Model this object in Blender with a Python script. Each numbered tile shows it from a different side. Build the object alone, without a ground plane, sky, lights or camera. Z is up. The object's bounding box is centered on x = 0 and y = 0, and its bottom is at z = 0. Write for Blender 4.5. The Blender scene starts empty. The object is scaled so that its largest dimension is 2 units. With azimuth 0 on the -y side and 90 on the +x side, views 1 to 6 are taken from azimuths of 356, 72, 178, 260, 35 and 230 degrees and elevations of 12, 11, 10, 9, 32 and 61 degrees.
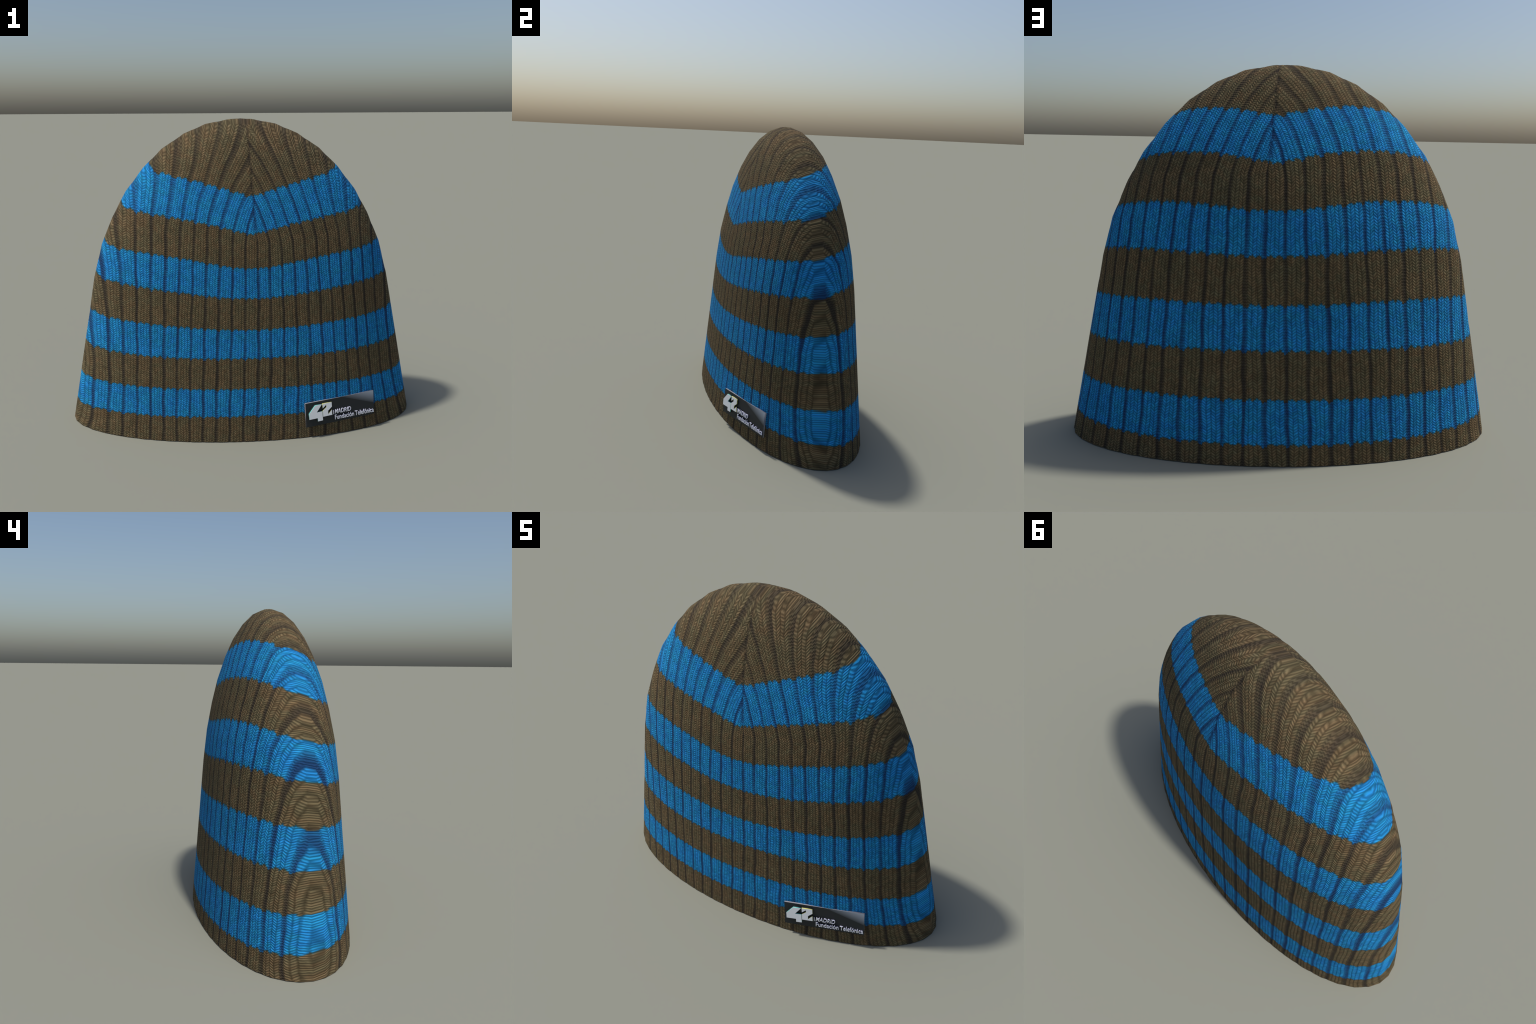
"""A flat-lying-upright ribbed knit beanie with blue and brown stripes and a
small dark plate label near the brim.

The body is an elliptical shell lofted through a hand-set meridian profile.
The knit (ribs, rows, stripes, the crown seam where the ribs are decreased)
is described once, as two fields - rib number and row height - and the same
rules drive both the relief of the mesh and the node masks of the yarn."""
import bpy, math
import numpy as np
from mathutils import Matrix, Vector

# ------------------------------------------------------------------ profile
HEIGHT = 1.718
DEPTH_RATIO = 0.4188                 # the hat is pressed flat: depth against width
# half widths at equal steps of t, brim to crown (smooth surface, for shading)
HALF_WIDTH = [1.0028, 0.9270, 0.8600, 0.7860, 0.6680, 0.5215, 0.3600, 0.1850, 0.0]
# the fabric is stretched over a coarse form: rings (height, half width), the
# lowest one a long straight skirt, with 42 sides
RINGS = [(0.0, 1.0020), (0.842, 0.8405), (1.026, 0.7912), (1.190, 0.7200), (1.325, 0.6440), (1.455, 0.5420),
         (1.556, 0.4375), (1.637, 0.3150), (1.689, 0.1930), (1.7145, 0.0620), (1.718, 0.0)]
SIDES = 42
AROUND, UPWARD = 2016, 380


def hermite(values, t):
    y = np.array(values)
    n = len(y)
    step = 1.0 / (n - 1)
    slope = np.gradient(y, step)
    i = np.clip((t / step).astype(int), 0, n - 2)
    u = t / step - i
    return ((2*u**3 - 3*u**2 + 1) * y[i] + (u**3 - 2*u**2 + u) * step * slope[i]
            + (-2*u**3 + 3*u**2) * y[i+1] + (u**3 - u**2) * step * slope[i+1])


def shell(t, angle, inset=0.0, faceted=False):
    """Points of the hat surface; t runs from brim (0) to crown (1)."""
    z = HEIGHT * (1 - (1 - t)**2)
    if faceted:
        a = np.interp(z, [r[0] for r in RINGS], [r[1] for r in RINGS])
        step = 2 * np.pi / SIDES
        k = np.floor(angle / step - 0.5)
        u = angle / step - 0.5 - k
        c = (1 - u) * np.cos((k + 0.5) * step) + u * np.cos((k + 1.5) * step)
        s = (1 - u) * np.sin((k + 0.5) * step) + u * np.sin((k + 1.5) * step)
    else:
        skirt = z / (HEIGHT * (1 - 0.75**2))
        a = np.where(skirt < 1, HALF_WIDTH[0] + (HALF_WIDTH[2] - HALF_WIDTH[0]) * skirt, hermite(HALF_WIDTH, t))
        c, s = np.cos(angle), np.sin(angle)
    b = np.maximum(a * DEPTH_RATIO - inset, 0)
    a = np.maximum(a - inset, 0)
    x = a[:, None] * c[None]
    y = b[:, None] * s[None]
    return np.stack([x, y, np.broadcast_to(z[:, None], x.shape)], -1)


# --------------------------------------------------- node expression helper
class Ex:
    """A socket that can be used in Python arithmetic: builds Math nodes."""
    tree = None

    def __init__(self, socket):
        self.s = socket

    @staticmethod
    def op(kind, *args, clamp=False):
        n = Ex.tree.nodes.new('ShaderNodeMath')
        n.operation = kind
        n.use_clamp = clamp
        for i, a in enumerate(args):
            if isinstance(a, Ex):
                Ex.tree.links.new(a.s, n.inputs[i])
            else:
                n.inputs[i].default_value = float(a)
        return Ex(n.outputs[0])

    def __add__(s, o): return Ex.op('ADD', s, o)
    __radd__ = __add__
    def __sub__(s, o): return Ex.op('SUBTRACT', s, o)
    def __rsub__(s, o): return Ex.op('SUBTRACT', o, s)
    def __mul__(s, o): return Ex.op('MULTIPLY', s, o)
    __rmul__ = __mul__
    def __truediv__(s, o): return Ex.op('DIVIDE', s, o)
    def __rtruediv__(s, o): return Ex.op('DIVIDE', o, s)


def is_ex(a): return isinstance(a, Ex)
def f_min(a, b): return Ex.op('MINIMUM', a, b) if is_ex(a) or is_ex(b) else np.minimum(a, b)
def f_max(a, b): return Ex.op('MAXIMUM', a, b) if is_ex(a) or is_ex(b) else np.maximum(a, b)
def f_sqrt(a): return Ex.op('SQRT', a) if is_ex(a) else np.sqrt(a)
def f_abs(a): return Ex.op('ABSOLUTE', a) if is_ex(a) else np.abs(a)
def f_frac(a): return Ex.op('FRACT', a) if is_ex(a) else a - np.floor(a)
def f_floor(a): return Ex.op('FLOOR', a) if is_ex(a) else np.floor(a)
def f_sin(a): return Ex.op('SINE', a) if is_ex(a) else np.sin(a)
def f_cos(a): return Ex.op('COSINE', a) if is_ex(a) else np.cos(a)
def f_step(a, b): return Ex.op('GREATER_THAN', a, b) if is_ex(a) else (a > b).astype(float)
def clamp01(a): return f_min(f_max(a, 0.0), 1.0)


def smooth(lo, hi, a):
    v = clamp01((a - lo) * (1.0 / (hi - lo)))
    return v * v * (3.0 - 2.0 * v)


def mix(a, b, k): return a + (b - a) * k


def horner(coef, x):
    r = coef[-1]
    for c in reversed(coef[:-1]):
        r = r * x + c
    return r


# ------------------------------------------------------------- knit fields
# The fabric hangs as if laid out flat and seen straight on from in front of
# the hat: pattern lines run from front to back towards one far point.
EYE = (-0.0176, -3.1929, 0.3073)
CROWN_START = 1.17
# rib number across the straight part: polynomials in x for powers of height
RIB_FLAT = [[-0.7209, 11.6399, -1.1444, 0.8649, 1.2787, -0.5873],
            [-0.4474, -0.1032, 1.4434, 3.9446],
            [0.1183, 1.6165, 0.2934, -4.0234]]
# how the ribs lean into the seam above CROWN_START, left and right of it
RIB_LEFT = [[-1.6860, -16.3392, -41.7540, -29.4078], [-17.5281, 8.1094, 40.1767], [18.7819, -2.0883]]
RIB_RIGHT = [[2.1942, 11.2033, -7.9094, -22.9814], [15.4492, -51.7079, 41.4672], [-10.758, 15.7365]]
# row heights where the yarn changes colour, brim to crown
CHANGES = [0.1189, 0.2945, 0.4842, 0.6606, 0.8486, 1.0245, 1.2136, 1.4157]
ROW = 0.0113


def knit(x, y, z):
    s = -EYE[1] / (y - EYE[1])
    px = EYE[0] + (x - EYE[0]) * s
    pz = EYE[2] + (z - EYE[2]) * s
    # crown seam
    u = px - (0.068 - (pz - 1.28) * 0.078)
    above = f_max(pz - CROWN_START, 0.0)
    side = f_step(u, 0.0)
    # rows sag towards the seam in a V, sharper higher up
    sag = f_min(f_max((pz - 0.47) * 0.345, 0.0), 0.287)
    soft = mix(0.30, 0.012, smooth(0.80, 1.24, pz))
    ur = px - 0.047
    g = f_sqrt(ur * ur + soft * soft) - soft
    row = pz - sag * (g - 1.0 * g * g - 0.05 * ur)
    # rib number
    zf = f_min(pz, CROWN_START)
    rib = horner([horner(c, px) for c in RIB_FLAT], zf)
    left = horner([horner(c, u) for c in RIB_LEFT], above)
    right = horner([horner(c, u) for c in RIB_RIGHT], above)
    rib = rib + above * mix(left, right, side)
    rib = rib + 0.022 * f_sin(row * 19.0 + px * 17.0) + 0.010 * f_sin(row * 57.0 - px * 29.0)
    return dict(px=px, pz=pz, u=u, above=above, side=side, row=row, rib=rib)


def rib_shape(k):
    """f: place inside one rib, 0 at the dark fold. Returns the gap mask (1 in
    the purl gap between ribs), the fold line and the place on the rib."""
    # on the right of the seam the fold sits on the other flank of the gap
    f = f_frac(k['rib'])
    crown = smooth(0.0, 0.25, k['above'])
    gap_w = mix(0.125, mix(0.19, 0.15, k['side']), crown) * (1.0 + 0.22 * f_sin(k['rib'] * 1.7 + 0.8) + 0.10 * f_sin(k['row'] * 23.0 + k['rib'] * 4.0))
    shift = mix(mix(0.06, -0.06, k['side']), mix(0.10, -0.08, k['side']), crown)
    h = f_frac(f - shift + 0.5) - 0.5            # signed distance to gap centre
    d = f_abs(h)
    gap = 1.0 - smooth(gap_w * 0.55, gap_w * 1.0, d)
    e = f_min(f, 1.0 - f)
    fold = 1.0 - smooth(0.03, 0.15, e)
    place = clamp01((f_frac(f - shift) - gap_w * 0.7) / (1.0 - 1.4 * gap_w))
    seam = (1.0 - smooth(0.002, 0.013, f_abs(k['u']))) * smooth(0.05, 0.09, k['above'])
    return gap, fold, place, seam


def stripe_index(row):
    idx = 0.0
    for c in CHANGES:
        idx = f_step(row, c) + idx
    return idx


# --------------------------------------------------------------- materials
def rgb(node_tree, a, b, fac):
    n = node_tree.nodes.new('ShaderNodeMix')
    n.data_type = 'RGBA'
    for sock, v in ((n.inputs[6], a), (n.inputs[7], b), (n.inputs[0], fac)):
        if isinstance(v, Ex):
            node_tree.links.new(v.s, sock)
        elif isinstance(v, bpy.types.NodeSocket):
            node_tree.links.new(v, sock)
        elif isinstance(v, (int, float)):
            sock.default_value = v
        else:
            sock.default_value = (*v, 1)
    return n.outputs[2]


def scale_rgb(nt, col, fac):
    n = nt.nodes.new('ShaderNodeVectorMath')
    n.operation = 'SCALE'
    nt.links.new(col, n.inputs[0])
    nt.links.new(fac.s, n.inputs[3])
    return n.outputs[0]


def noise(nt, vec, scale, detail=2.0, rough=0.5):
    n = nt.nodes.new('ShaderNodeTexNoise')
    n.inputs['Scale'].default_value = scale
    n.inputs['Detail'].default_value = detail
    n.inputs['Roughness'].default_value = rough
    nt.links.new(vec, n.inputs['Vector'])
    return Ex(n.outputs['Fac'])


def knit_material():
    m = bpy.data.materials.new('ribbed_wool')
    m.use_nodes = True
    nt = m.node_tree
    Ex.tree = nt
    bsdf = nt.nodes['Principled BSDF']
    tc = nt.nodes.new('ShaderNodeTexCoord')
    sp = nt.nodes.new('ShaderNodeSeparateXYZ')
    nt.links.new(tc.outputs['Object'], sp.inputs[0])
    k = knit(Ex(sp.outputs[0]), Ex(sp.outputs[1]), Ex(sp.outputs[2]))
    gap, fold, place, seam = rib_shape(k)

    # flat fabric coordinates for the yarn grain
    cb = nt.nodes.new('ShaderNodeCombineXYZ')
    nt.links.new(k['px'].s, cb.inputs[0])
    nt.links.new(k['row'].s, cb.inputs[1])
    flat = cb.outputs[0]
    fine = noise(nt, flat, 95.0, 2.0, 0.6)
    mid = noise(nt, flat, 38.0, 2.0, 0.5)
    broad = noise(nt, flat, 7.0, 2.0, 0.5)

    # V stitches: two columns on each rib, wavy loops in the gaps
    leg = f_abs(f_frac(place * 2.0) * 2.0 - 1.0)
    wob = (fine - 0.5) * 0.5 + (mid - 0.5) * 0.5
    rows = k['row'] * (1.0 / ROW)
    v_ph = rows - leg * 1.1 + wob
    p_ph = rows + f_abs(f_frac(k['rib'] * 9.0) - 0.5) * 0.7 + wob * 1.4
    v_st = 0.5 + 0.5 * f_cos(v_ph * (2 * math.pi))
    p_st = 0.5 + 0.5 * f_cos(p_ph * (2 * math.pi))
    column = smooth(0.0, 0.30, f_min(leg, 1.0 - leg))
    stitch = mix(v_st * (0.30 + 0.70 * column), p_st, gap)
    strand = mix(0.80 + 0.26 * column, 1.0, gap)
    # random brightness per stitch, painted into the yarn colour
    cell = nt.nodes.new('ShaderNodeCombineXYZ')
    nt.links.new(f_floor(place * 4.0).s, cell.inputs[0])
    nt.links.new(f_floor(mix(v_ph, p_ph, f_step(gap, 0.5)) + 0.5).s, cell.inputs[1])
    nt.links.new(f_floor(k['rib']).s, cell.inputs[2])
    wn = nt.nodes.new('ShaderNodeTexWhiteNoise')
    nt.links.new(cell.outputs[0], wn.inputs['Vector'])
    each = Ex(wn.outputs['Value'])
    # lengthwise streaks of the ribs
    sb = nt.nodes.new('ShaderNodeCombineXYZ')
    nt.links.new((k['rib'] * 5.0).s, sb.inputs[0])
    nt.links.new((k['row'] * 9.0).s, sb.inputs[1])
    streak = noise(nt, sb.outputs[0], 1.0, 2.0, 0.6)
    per_rib = noise(nt, sb.outputs[0], 0.23, 1.0, 0.5)

    # stripes: the colour change follows the stitches
    edge = k['row'] + (leg - 0.5) * 0.009 + (fine - 0.5) * 0.008 + (each - 0.5) * 0.006 + gap * 0.009 - fold * 0.004
    idx = stripe_index(edge)
    blue = f_step(f_frac(idx * 0.5), 0.25)
    brown_c = rgb(nt, BROWN_OLIVE, BROWN_WARM, smooth(0.38, 0.62, mid * 0.55 + broad * 0.45))
    blue_c = rgb(nt, BLUE_TEAL, BLUE_DEEP, smooth(0.36, 0.64, mid * 0.6 + broad * 0.4))
    yarn = rgb(nt, brown_c, blue_c, blue)
    fold_shade_c = rgb(nt, BROWN_FOLD_SHADE, BLUE_FOLD_SHADE, blue)

    shade = (0.68 + 0.74 * stitch) * strand * (0.82 + 0.36 * each) * (0.66 + 0.68 * streak) * (0.85 + 0.30 * fine)
    near = 1.0
    for c in CHANGES:
        near = f_min(f_abs(edge - c), near)
    meet = 1.0 - smooth(0.0010, 0.0060, near)
    ginger = (1.0 - smooth(0.003, 0.013, near)) * smooth(0.50, 0.66, fine) * (1.0 - blue)
    yarn = rgb(nt, yarn, (0.190, 0.075, 0.030), ginger * 0.55)
    yarn = rgb(nt, yarn, (0.020, 0.075, 0.075), meet * 0.65)
    yarn = scale_rgb(nt, yarn, shade)
    crown = smooth(0.0, 0.28, k['above'])
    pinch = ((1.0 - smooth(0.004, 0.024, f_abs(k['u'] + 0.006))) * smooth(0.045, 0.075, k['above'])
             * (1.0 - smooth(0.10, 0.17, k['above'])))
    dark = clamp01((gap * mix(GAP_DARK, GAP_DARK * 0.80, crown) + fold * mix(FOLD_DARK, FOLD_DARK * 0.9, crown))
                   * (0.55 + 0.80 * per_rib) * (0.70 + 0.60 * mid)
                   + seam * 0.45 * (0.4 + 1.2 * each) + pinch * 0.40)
    col = rgb(nt, yarn, scale_rgb(nt, fold_shade_c, 0.75 + 0.5 * stitch), dark)
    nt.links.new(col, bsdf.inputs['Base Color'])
    bsdf.inputs['Roughness'].default_value = 0.95
    bsdf.inputs['Specular IOR Level'].default_value = 0.1

    bump = nt.nodes.new('ShaderNodeBump')
    bump.inputs['Strength'].default_value = 0.55
    bump.inputs['Distance'].default_value = 0.0035
    nt.links.new((stitch + fine * 0.4).s, bump.inputs['Height'])
    nt.links.new(bump.outputs[0], bsdf.inputs['Normal'])
    return m


BROWN_WARM = (0.120, 0.082, 0.043)
BROWN_OLIVE = (0.101, 0.083, 0.045)
BROWN_FOLD_SHADE = (0.036, 0.029, 0.022)  # yarn darkened for the shadow inside the rib grooves; likewise the blue one
BLUE_TEAL = (0.015, 0.198, 0.395)
BLUE_DEEP = (0.015, 0.172, 0.440)
BLUE_FOLD_SHADE = (0.012, 0.045, 0.125)
GAP_DARK, FOLD_DARK = 0.62, 0.36


def plain(name, colour, rough=0.5, spec=0.5, coat=0.0):
    m = bpy.data.materials.new(name)
    m.use_nodes = True
    b = m.node_tree.nodes['Principled BSDF']
    nt = m.node_tree
    tc = nt.nodes.new('ShaderNodeTexCoord')
    n = noise(nt, tc.outputs['Object'], 120.0)
    c = rgb(nt, tuple(v * 0.97 for v in colour), colour, n)
    nt.links.new(c, b.inputs['Base Color'])
    b.inputs['Roughness'].default_value = rough
    b.inputs['Specular IOR Level'].default_value = spec
    b.inputs['Coat Weight'].default_value = coat
    return m


# ----------------------------------------------------------------- the hat
hat = bpy.data.objects.new('knitted_beanie', None)
hat.empty_display_size = 0.2
bpy.context.collection.objects.link(hat)
hat['label'] = 'ribbed knit beanie hat with blue and brown stripes and dark plate label'
hat['category'] = 'beanie hat'
wool = knit_material()


def add(name, mesh, parent=hat):
    ob = bpy.data.objects.new(name, mesh)
    bpy.context.collection.objects.link(ob)
    ob.parent = parent
    return ob


def knit_body():
    t = np.linspace(0, 1, UPWARD + 1)[:-1]
    ang = np.linspace(0, 2 * np.pi, AROUND, endpoint=False)
    P = shell(t, ang)
    F = shell(t, ang, faceted=True)
    # outward direction of the smooth shell
    da = np.roll(P, -1, 1) - np.roll(P, 1, 1)
    dt = np.gradient(P, axis=0)
    N = np.cross(da, dt)
    N /= np.linalg.norm(N, axis=-1, keepdims=True)
    k = knit(F[..., 0], F[..., 1], F[..., 2])
    gap, fold, place, seam = rib_shape(k)
    leg = np.abs((place * 2 % 1) * 2 - 1)
    fade = np.clip((1 - t) / 0.06, 0, 1)[:, None]
    sink = 0.0012 * gap + 0.0004 * fold + 0.0014 * seam
    sink = sink + 0.0004 * (1 - gap) * (2 * place - 1)**2 + 0.0004 * (1 - gap) * (leg > 0.85)
    move = N * ((0.0006 - sink) * fade)[..., None]
    P, F = P + move, F + move
    F[0, :, 2] = P[0, :, 2] = 0.0
    tip_point = [[0, 0, HEIGHT]]
    verts = np.concatenate([F.reshape(-1, 3), tip_point])
    soft = np.concatenate([P.reshape(-1, 3), tip_point])
    i = np.arange(UPWARD - 1)[:, None] * AROUND
    j = np.arange(AROUND)[None]
    jn = (j + 1) % AROUND
    quads = np.stack([i + j, i + jn, i + jn + AROUND, i + j + AROUND], -1).reshape(-1, 4)
    top = (UPWARD - 1) * AROUND
    tip = len(verts) - 1
    tris = np.stack([top + j[0], top + jn[0], np.full(AROUND, tip)], -1)
    row = k['row'].reshape(-1)
    return verts, soft, quads, tris, row


def mesh_from(name, verts, quads, tris):
    me = bpy.data.meshes.new(name)
    nq, ntr = len(quads), len(tris)
    me.vertices.add(len(verts))
    me.vertices.foreach_set('co', verts.astype(np.float32).ravel())
    loops = np.concatenate([quads.ravel(), tris.ravel()]).astype(np.int32)
    me.loops.add(len(loops))
    me.loops.foreach_set('vertex_index', loops)
    me.polygons.add(nq + ntr)
    start = np.concatenate([np.arange(nq) * 4, nq * 4 + np.arange(ntr) * 3]).astype(np.int32)
    me.polygons.foreach_set('loop_start', start)
    me.update(calc_edges=True)
    me.validate()
    me.shade_smooth()
    return me


verts, soft, quads, tris, row = knit_body()
whole = mesh_from('whole', soft, quads, tris)
nrm = np.empty(len(verts) * 3, np.float32)
whole.vertex_normals.foreach_get('vector', nrm)
nrm = nrm.reshape(-1, 3)
bpy.data.meshes.remove(whole)
face_row = row[quads].mean(1)
stripe = np.searchsorted(CHANGES, face_row)
for s in range(len(CHANGES) + 1):
    q = quads[stripe == s]
    tr = tris if s == len(CHANGES) else tris[:0]
    used = np.unique(np.concatenate([q.ravel(), tr.ravel()]))
    remap = np.zeros(len(verts), np.int64)
    remap[used] = np.arange(len(used))
    name = 'brim' if s == 0 else 'crown' if s == len(CHANGES) else ('blue_stripe' if s % 2 else 'brown_stripe')
    me = mesh_from(name, verts[used], remap[q], remap[tr])
    me.normals_split_custom_set_from_vertices(nrm[used].tolist())
    me.materials.append(wool)
    add(name, me)


def lining():
    """Inside of the fabric: rim turned in and a plain inner face."""
    n = 160
    ang = np.linspace(0, 2 * np.pi, n, endpoint=False)
    t = np.concatenate([[0.0, 0.0], np.linspace(0.004, 0.97, 40)])
    P = shell(t, ang, 0.022)
    P[0] = shell(np.array([0.0]), ang, 0.006)[0]
    P[:2, :, 2] = 0.0
    P[2:, :, 2] -= 0.02 * t[2:, None]
    P[..., 2] = np.maximum(P[..., 2], 0)
    i = np.arange(len(t) - 1)[:, None] * n
    j = np.arange(n)[None]
    jn = (j + 1) % n
    q = np.stack([i + j, i + j + n, i + jn + n, i + jn], -1).reshape(-1, 4)
    v = np.concatenate([P.reshape(-1, 3), [[0, 0, HEIGHT - 0.03]]])
    top = (len(t) - 1) * n
    tr = np.stack([top + jn[0], top + j[0], np.full(n, len(v) - 1)], -1)
    me = mesh_from('lining', v, q, tr)
    me.materials.append(plain('lining_wool', (0.09, 0.072, 0.045), 0.95, 0.1))
    add('lining', me)


lining()

# --------------------------------------------------------------- the label
PLATE_W, PLATE_H, PLATE_T = 0.4200, 0.1365, 0.010
C = Vector((0.5251, -0.3468, 0.1377))
U = Vector((0.9598, 0.2792, 0.0302)).normalized()
V = Vector((-0.0518, 0.0705, 0.9962))
V = (V - U * V.dot(U)).normalized()
NRM = U.cross(V)
FRAME = Matrix((U, V, NRM)).transposed().to_4x4()
FRAME.translation = C


def plate_material():
    m = bpy.data.materials.new('dark_plate')
    m.use_nodes = True
    nt = m.node_tree
    Ex.tree = nt
    b = nt.nodes['Principled BSDF']
    tc = nt.nodes.new('ShaderNodeTexCoord')
    sp = nt.nodes.new('ShaderNodeSeparateXYZ')
    nt.links.new(tc.outputs['Object'], sp.inputs[0])
    x, y, z = (Ex(o) for o in sp.outputs)
    # pale printed wedge in the upper right corner, fading downwards
    line = 0.0660 - (x - 0.016) * (0.0690 / 0.195)
    wedge = smooth(-0.0006, 0.0010, y - line)
    up = clamp01((y - line) * (1.0 / 0.066))
    tone = wedge * clamp01(0.06 + 0.94 * up)
    face = rgb(nt, (0.024, 0.027, 0.028), (0.36, 0.40, 0.46), tone)
    grain = noise(nt, tc.outputs['Object'], 160.0)
    side = Ex.op('LESS_THAN', z, -0.0012)
    col = rgb(nt, face, (0.25, 0.25, 0.28), side)
    nt.links.new(scale_rgb(nt, col, 0.94 + 0.12 * grain), b.inputs['Base Color'])
    b.inputs['Roughness'].default_value = 0.55
    b.inputs['Specular IOR Level'].default_value = 0.25
    return m


def prism(name, outline, depth, z0, mat, parent, offset=(0, 0), bevel=0.0):
    cu = bpy.data.curves.new(name, 'CURVE')
    cu.dimensions = '2D'
    cu.fill_mode = 'BOTH'
    cu.extrude = depth / 2
    cu.bevel_depth = bevel
    sp = cu.splines.new('POLY')
    sp.points.add(len(outline) - 1)
    for p, (a, b_) in zip(sp.points, outline):
        p.co = (a + offset[0], b_ + offset[1], 0, 1)
    sp.use_cyclic_u = True
    return curve_mesh(name, cu, Matrix.Translation((0, 0, z0 + depth / 2)), mat, parent)


def curve_mesh(name, cu, local, mat, parent):
    tmp = bpy.data.objects.new('tmp', cu)
    bpy.context.collection.objects.link(tmp)
    dg = bpy.context.evaluated_depsgraph_get()
    me = bpy.data.meshes.new_from_object(tmp.evaluated_get(dg))
    bpy.data.objects.remove(tmp)
    bpy.data.curves.remove(cu)
    me.transform(local)
    me.name = name
    me.materials.clear()
    me.materials.append(mat)
    ob = add(name, me, parent)
    if parent is hat:
        ob.matrix_local = FRAME
    return ob


w, h = PLATE_W / 2, PLATE_H / 2
plate = prism('label_plate', [(-w, -h), (w, -h), (w, h), (-w, h)], PLATE_T, -PLATE_T, plate_material(), hat)



def raised_material(name, face, wall):
    """Raised print: pale face, tinted rim, dark foot against the plate."""
    m = bpy.data.materials.new(name)
    m.use_nodes = True
    nt = m.node_tree
    Ex.tree = nt
    b = nt.nodes['Principled BSDF']
    tc = nt.nodes.new('ShaderNodeTexCoord')
    sp = nt.nodes.new('ShaderNodeSeparateXYZ')
    nt.links.new(tc.outputs['Object'], sp.inputs[0])
    x, z = Ex(sp.outputs[0]), Ex(sp.outputs[2])
    below = (RAISE - RAISE_TILT * x) - z
    grain = noise(nt, tc.outputs['Object'], 150.0)
    rim = Ex.op('GREATER_THAN', below, 0.0003)
    foot = Ex.op('GREATER_THAN', below, 0.0042)
    c = rgb(nt, face, wall, rim)
    c = rgb(nt, c, (0.024, 0.027, 0.028), foot)
    nt.links.new(scale_rgb(nt, c, 0.97 + 0.03 * grain), b.inputs['Base Color'])
    b.inputs['Roughness'].default_value = 0.35
    b.inputs['Specular IOR Level'].default_value = 0.6
    return m


# the print stands proud of the plate, a little more at its left end
RAISE, RAISE_TILT = 0.0100, 0.0230
FOUR = [(-0.153, 0.0483), (-0.1115, 0.0485), (-0.1449, 0.0073), (-0.1102, 0.0076), (-0.1095, -0.0448),
        (-0.1398, -0.0452), (-0.1400, -0.0260), (-0.1908, -0.0260), (-0.1915, 0.0069)]
TWO = [(-0.1085, 0.0500), (-0.0520, 0.0495), (-0.0514, 0.0227), (-0.0755, 0.0040), (-0.0760, -0.0172),
       (-0.0525, 0.0054), (-0.0510, -0.0245), (-0.1070, -0.0248), (-0.1075, 0.0099), (-0.0848, 0.0264),
       (-0.0860, 0.0400), (-0.1075, 0.0230)]
PROUD = (-0.0053, 0.0051)


def raise_print(ob, slope=0.0):
    for v in ob.data.vertices:
        top = v.co.z > 0.005
        v.co.z = RAISE - RAISE_TILT * v.co.x if top else -0.0005
        v.co.y -= slope * (v.co.x + 0.04)
    return ob


four_mat = raised_material('white_print_cyan_rim', (1.0, 1.0, 1.0), (0.12, 0.80, 0.70))
two_mat = raised_material('white_print_yellow_rim', (1.0, 1.0, 1.0), (0.88, 0.86, 0.16))
lilac = raised_material('pale_lilac_print', (0.98, 0.98, 1.0), (0.60, 0.60, 0.85))
raise_print(prism('numeral', FOUR, 0.01, 0.0, four_mat, plate, PROUD))
raise_print(prism('numeral', TWO, 0.01, 0.0, two_mat, plate, PROUD))
raise_print(prism('divider_bar', [(-0.0492, -0.0175), (-0.0468, -0.0175), (-0.0468, 0.0054), (-0.0492, 0.0054)],
                  0.01, 0.0, lilac, plate), 0.02)


def lettering(name, text, x0, x1, base, cap, shear=0.0, weight=0.0):
    cu = bpy.data.curves.new(name, 'FONT')
    cu.body = text
    cu.size = 1.0
    cu.shear = shear
    cu.offset = weight
    tmp = bpy.data.objects.new('tmp', cu)
    bpy.context.collection.objects.link(tmp)
    dg = bpy.context.evaluated_depsgraph_get()
    me = bpy.data.meshes.new_from_object(tmp.evaluated_get(dg))
    co = np.array([v.co for v in me.vertices])
    bpy.data.meshes.remove(me)
    bpy.data.objects.remove(tmp)
    sx = (x1 - x0) / (co[:, 0].max() - co[:, 0].min())
    sy = cap / co[:, 1].max()
    cu.extrude = 0.005 / sy
    local = (Matrix.Translation((x0 - co[:, 0].min() * sx, base, 0.005))
             @ Matrix.Diagonal((sx, sy, sy, 1)))
    return raise_print(curve_mesh(name, cu, local, lilac, plate), 0.02)


lettering('lettering', 'MADRID', -0.0408, 0.0618, -0.0162, 0.0235, shear=0.25, weight=0.002)
lettering('lettering', 'Fundación', -0.0399, 0.0793, -0.0500, 0.0262, weight=0.002)
lettering('lettering', 'Telefónica', 0.0862, 0.2064, -0.0500, 0.0262, weight=0.002)
